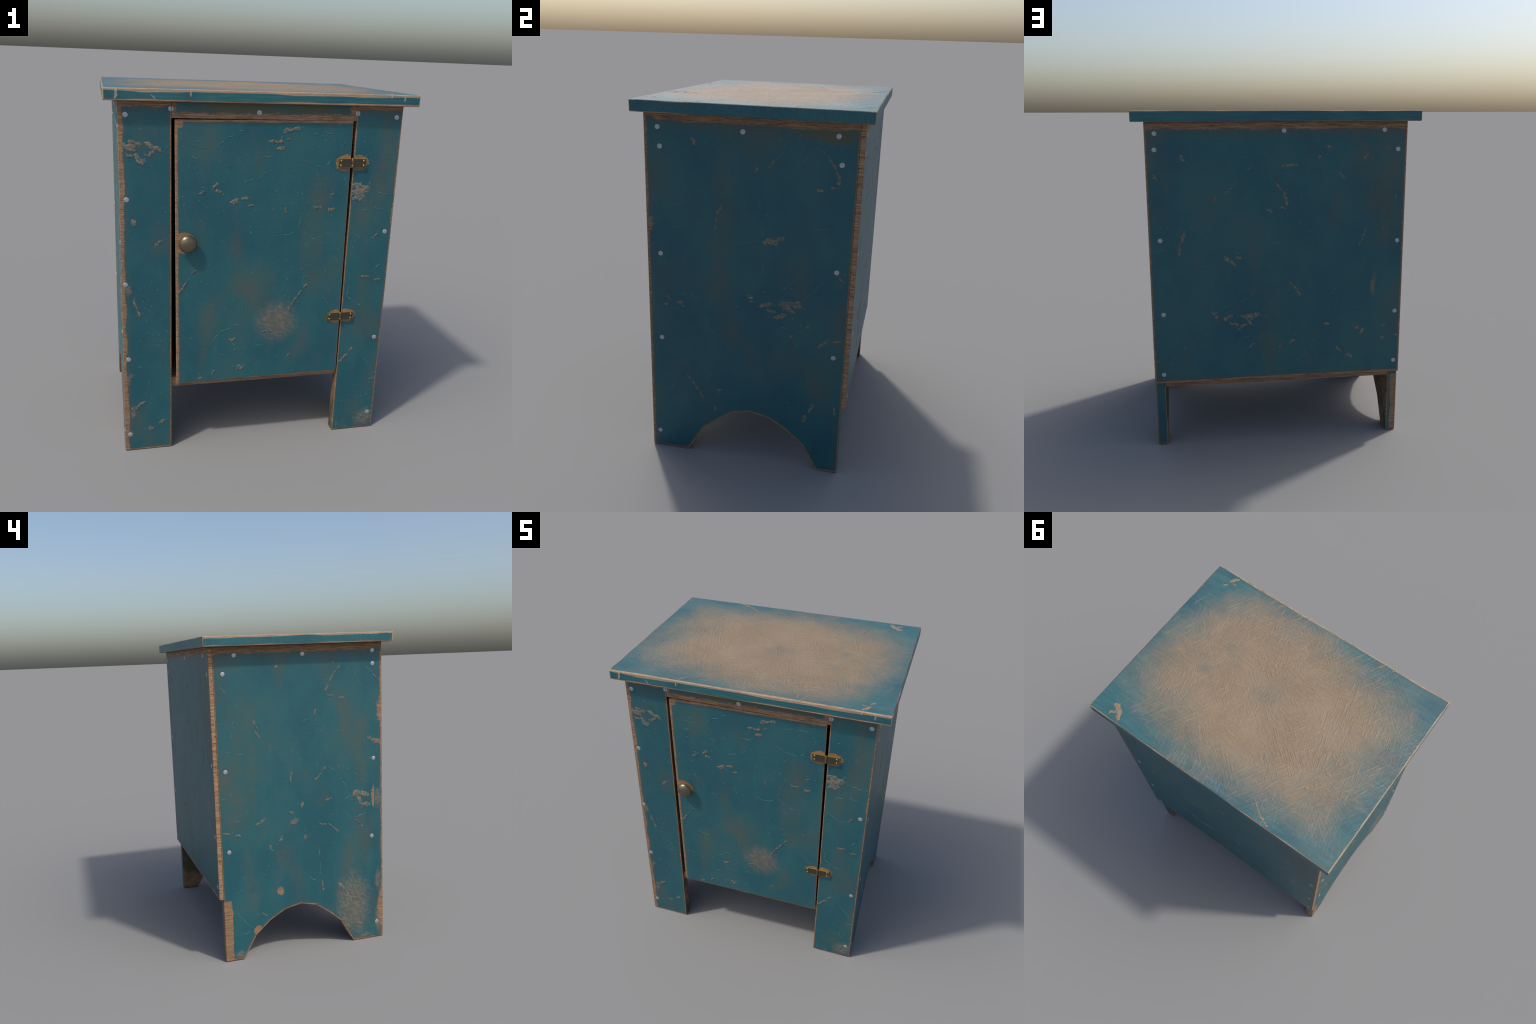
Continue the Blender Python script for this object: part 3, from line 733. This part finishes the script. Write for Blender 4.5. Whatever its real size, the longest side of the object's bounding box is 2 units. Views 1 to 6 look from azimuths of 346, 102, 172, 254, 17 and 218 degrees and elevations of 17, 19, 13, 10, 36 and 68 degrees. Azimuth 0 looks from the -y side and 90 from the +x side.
# front stiles that reach the floor as legs
def stile(sign, mat):
    lo = Vector((-HALF, FRONT, 0.0)) if sign < 0 else Vector((STILE_IN, FRONT, 0.0))
    hi = Vector((-STILE_IN, SIDE_FRONT, TOP_LO.z)) if sign < 0 else Vector((HALF, SIDE_FRONT, TOP_LO.z))
    return board("front_stile", lo, hi, [mat(lo, hi), INNER_WOOD], cabinet, 0.003,
                 keep_sharp=lambda m, e: m.y > SIDE_FRONT - 1e-4 and abs(abs(m.x) - HALF) < 1e-4,
                 pick=lambda n, c: 1 if n.y > 0.9 or n.x * sign < -0.9 else 0)


left_stile = stile(-1, lambda lo, hi: painted("left_stile_paint", lo, hi, (0.021, 0.007, 0.013, 0.0001, 0.009, 0.036), "y", FRONT,
    worn=[(-0.713, 0.93, -0.713, 0.99, 44), (-0.712, 0.40, -0.712, 0.48, 40), (-0.700, 0.20, -0.700, 0.26, 44), (-0.703, 0.09, -0.703, 0.12, 36)],
    chips=[(-0.737, 0.05, -0.737, 0.36, 34), (-0.735, 1.38, -0.735, 1.66, 30)], seed=(3.1, 0.7, 1.9), edge_noise=0.6,
    worn_side=("x", -HALF, [(-0.512, 0.90, -0.512, 1.00, 80), (-0.512, 0.33, -0.512, 0.46, 70), (-0.515, 0.02, -0.515, 0.22, 80)])))
right_stile = stile(1, lambda lo, hi: painted("right_stile_paint", lo, hi, (0.006, 0.008, 0.016, 0.0001, 0.007, 0.030), "y", FRONT,
    worn=[(0.66, 0.04, 0.73, 0.09, 150)], chips=[(0.495, HINGES[0], 0.545, HINGES[0], 88), (0.495, HINGES[1], 0.545, HINGES[1], 84), (0.742, 1.30, 0.742, 1.42, 14)], seed=(7.3, 2.2, 5.5), edge_noise=0.6))

# rail between the stiles, above the door
rail = board("top_rail", (-STILE_IN + 0.0006, FRONT + 0.0003, RAIL_BOTTOM), (STILE_IN - 0.0006, SIDE_FRONT, TOP_LO.z),
    [painted("rail_paint", (-STILE_IN, FRONT, RAIL_BOTTOM), (STILE_IN, SIDE_FRONT, TOP_LO.z), (0.026, 0.040, 0.001, 0.001, 0.032, 0.006), "y", FRONT,
             stains=[(-0.40, 1.93, 0.15, 1.93, 170), (0.10, 1.93, 0.38, 1.93, 130)], seed=(2.2, 9.1, 0.4), edge_noise=0.5), PLAIN_WOOD],
    cabinet, 0.002, pick=lambda n, c: 1 if n.z < -0.9 else 0)

# floor of the cupboard
board("bottom_shelf", (-HALF + SIDE_THICK + 0.001, -0.5300, SHELF_LO), (HALF - SIDE_THICK - 0.001, SIDE_BACK, SHELF_HI), [PLAIN_WOOD], cabinet, 0.002)

# door: hangs a fraction of a degree out of true
def to_door(uv):
    """Front-face x, z pairs into the door's own frame."""
    c, s = math.cos(DOOR_TURN), math.sin(DOOR_TURN)
    out = []
    for x, z in (uv[:2], uv[2:]):
        dx, dz = x - DOOR_C.x, z - DOOR_C.z
        out += [dx * c - dz * s, dx * s + dz * c]
    return out


w, h = DOOR_W / 2, DOOR_H / 2
dlo, dhi = Vector((-w, 0.0, -h)), Vector((w, DOOR_THICK, h))
door = board("door", dlo, dhi,
    [painted("door_paint", dlo, dhi, (0.0135, 0.004, 0.001, 0.001, 0.004, 0.0115), "y", 0.0, local=to_door,
             worn=[(0.075, 0.70, 0.125, 0.785, 300)],
             chips=[(-0.462, 1.219, -0.395, 1.219, 118), (-0.460, 1.840, -0.452, 1.844, 62), (0.415, HINGES[0], 0.475, HINGES[0], 92), (0.425, HINGES[1], 0.475, HINGES[1], 84)], seed=(0.0, 0.0, 0.0), edge_noise=0.5), END_GRAIN],
    cabinet, 0.0022, pick=lambda n, c: 1 if abs(n.x) > 0.9 or abs(n.z) > 0.9 else 0)
door.location = DOOR_C
door.rotation_euler = (DOOR_LEAN, DOOR_TURN, DOOR_SWING)
bpy.context.view_layer.update()

# knob: neck and low dome
KNOB_RIM = (0.020, 0.038)
profile = [(0.021, -0.001), (0.020, 0.008), (0.024, 0.013), (0.038, 0.017), (0.0455, 0.0215), (0.0480, 0.0270)]
profile += [(0.0480 * math.cos(a), 0.0260 + 0.0285 * math.sin(a)) for a in [math.radians(d) for d in range(10, 90, 8)]] + [(0.0, 0.0545)]
knob = lathe("knob", profile, [brass_dark("tarnished_knob")], door, 48)
place(knob, (KNOB[0], DOOR_C.y, KNOB[1]), "front")

# hinges: two leaves, a knuckle, four round screws each
GOLD = plain_brass("rubbed_brass", (0.42, 0.30, 0.115), 0.30)
KNUCKLE = plain_brass("knuckle_brass", (0.22, 0.165, 0.085), 0.36)
screw_mesh = None
for zc in HINGES:
    hinge = None
    for x0, x1 in ((0.3985, 0.4770), (0.4805, 0.5557)):
        lo, hi = Vector((x0, -0.5595, zc - 0.0245)), Vector((x1, -0.5466, zc + 0.0245))
        leaf = board("hinge" if hinge is None else "hinge_leaf", lo, hi, [brass_dark("hinge_plate", (0.3985, 0, lo.z), (0.5557, 0, hi.z))], hinge or cabinet, 0.0012)
        hinge = hinge or leaf
    pieces = ((-0.0270, -0.0090), (-0.0080, 0.0272))
    for a, b in pieces:
        r = 0.0082
        k = lathe("knuckle", [(r * 0.8, a), (r, a + 0.0012), (r, b - 0.0012), (r * 0.8, b), (0.0, b)], [KNUCKLE], hinge, 24)
        k.location = (0.4787, -0.5575, zc)
    pin = lathe("hinge_pin", [(0.0074, -0.026), (0.0074, 0.026), (0.0, 0.026)], [GOLD], hinge, 20)
    pin.location = (0.4787, -0.5575, zc)
    for sx in (0.4133, 0.5420):
        for sz in (-0.0125, 0.0130):
            if screw_mesh is None:
                prof = [(0.0068, -0.001)] + [(0.0068 * math.cos(t), 0.0045 * math.sin(t)) for t in [math.radians(d) for d in range(0, 90, 15)]] + [(0.0, 0.0045)]
                sc = lathe("screw", prof, [GOLD], hinge, 20)
                screw_mesh = sc.data
            else:
                sc = bpy.data.objects.new("screw", screw_mesh)
                bpy.context.scene.collection.objects.link(sc)
                sc.parent = hinge
            place(sc, (sx, -0.5593, zc + sz), "front")

# nails round every board
NAIL = nail_material()
prof = [(0.0132, -0.002), (0.0132, 0.0006)] + [(0.0132 * math.cos(t), 0.0006 + 0.0018 * math.sin(t)) for t in [math.radians(d) for d in range(20, 90, 17)]] + [(0.0, 0.0024)]
nail_mesh = None
nails = {
    "front": [(-0.710, 1.871), (-0.042, 1.892), (0.712, 1.880), (-0.712, 1.450), (-0.7265, 0.9975), (-0.719, 0.566), (-0.718, 0.1006), (0.709, 1.250), (0.709, 0.604), (0.712, 0.103)],
    "left": [(0.409, 1.887), (-0.018, 1.882), (-0.482, 1.889), (0.482, 1.780), (-0.483, 1.808), (0.491, 1.201), (-0.485, 1.210), (0.490, 0.704), (-0.469, 0.699), (-0.500, 0.105)],
    "right": [(-0.473, 1.8645), (-0.031, 1.8645), (0.4365, 1.870), (-0.463, 1.768), (0.460, 1.734), (-0.473, 1.1975), (0.468, 1.189), (-0.478, 0.704), (0.480, 0.710), (-0.503, 0.0985)],
    "back": [(0.691, 1.876), (0.695, 1.788), (0.683, 1.276), (-0.029, 1.889), (-0.611, 1.891), (-0.695, 1.781), (-0.709, 1.242), (0.681, 0.836), (0.693, 0.463), (-0.710, 0.803), (-0.713, 0.483)],
}
for facing, spots in nails.items():
    for u, v in spots:
        if nail_mesh is None:
            ob = lathe("nail", prof, [NAIL], cabinet, 24)
            nail_mesh = ob.data
        else:
            ob = bpy.data.objects.new("nail", nail_mesh)
            bpy.context.scene.collection.objects.link(ob)
            ob.parent = cabinet
        point = {"front": (u, FRONT, v), "back": (u, BACK, v), "left": (-HALF, u, v), "right": (HALF, u, v)}[facing]
        place(ob, point, facing)

# two nails driven into the joints between rail and stiles: their heads are split by the seam
split = None
for u, v in ((-0.4895, 1.903), (0.4895, 1.897)):
    for half in (-1, 1):
        bm = bmesh.new()
        bm.from_mesh(nail_mesh)
        cut = Vector((half * 0.0011 + (-0.0030 if u < 0 else 0.0) * -1, 0, 0))
        bmesh.ops.bisect_plane(bm, geom=bm.verts[:] + bm.edges[:] + bm.faces[:], plane_co=cut, plane_no=(half, 0, 0), clear_inner=True)
        bmesh.ops.holes_fill(bm, edges=[e for e in bm.edges if e.is_boundary])
        ob = make_object("split_nail", bm, [NAIL], cabinet, smooth=True)
        place(ob, (u, FRONT, v), "front")

# lifted paint on every face
under_arch = lambda y, z: ((y - ARCH_MID) / (ARCH_RY + 0.008)) ** 2 + (z / (ARCH_RZ + 0.008)) ** 2 < 1
SIDE_BOX = (FRONT + 0.003, SIDE_BACK - 0.003, 0.003, 1.935)
lifted_paint("x", -HALF, -1, SIDE_BOX, LEFT_SIDE_FLAKES, LEFT_SIDE_SCRATCHES, left_side, 11, 260, tall=0.0013, shrink=0.88, avoid=under_arch)
lifted_paint("x", HALF, 1, SIDE_BOX, RIGHT_SIDE_FLAKES, RIGHT_SIDE_SCRATCHES, right_side, 12, 260, tall=0.0009, avoid=under_arch)
lifted_paint("y", BACK, 1, (-HALF + 0.003, HALF - 0.003, PANEL_BOTTOM + 0.003, 1.935), BACK_FLAKES, BACK_SCRATCHES, back, 13, 320, tall=0.0008)
lifted_paint("y", FRONT, -1, (-HALF + 0.003, -STILE_IN - 0.003, 0.003, 1.935), LEFT_STILE_FLAKES, LEFT_STILE_SCRATCHES, left_stile, 14, 150, shrink=1.3)
lifted_paint("y", FRONT, -1, (STILE_IN + 0.003, HALF - 0.003, 0.003, 1.935), RIGHT_STILE_FLAKES, RIGHT_STILE_SCRATCHES, right_stile, 15, 150, shrink=1.25)
lifted_paint("z", TOP_HI.z, 1, (TOP_LO.x + 0.006, TOP_HI.x - 0.006, TOP_LO.y + 0.006, TOP_HI.y - 0.006), TOP_FLAKES, TOP_SCRATCHES, top, 16, 70, tall=0.0010, shrink=0.66, mats=[TOP_FLAKE, TOP_FLAKE])
local = lambda marks: [(*to_door(mk[:4]), mk[4]) for mk in marks]
near_knob = lambda u, v: math.hypot(u - KNOB[0], v - KNOB[1] + DOOR_C.z) < 0.07
lifted_paint("y", 0.0, -1, (-w + 0.003, w - 0.003, -h + 0.003, h - 0.003), local(DOOR_FLAKES), local(DOOR_SCRATCHES), door, 17, 380, shrink=1.15, avoid=near_knob)

bpy.context.view_layer.update()
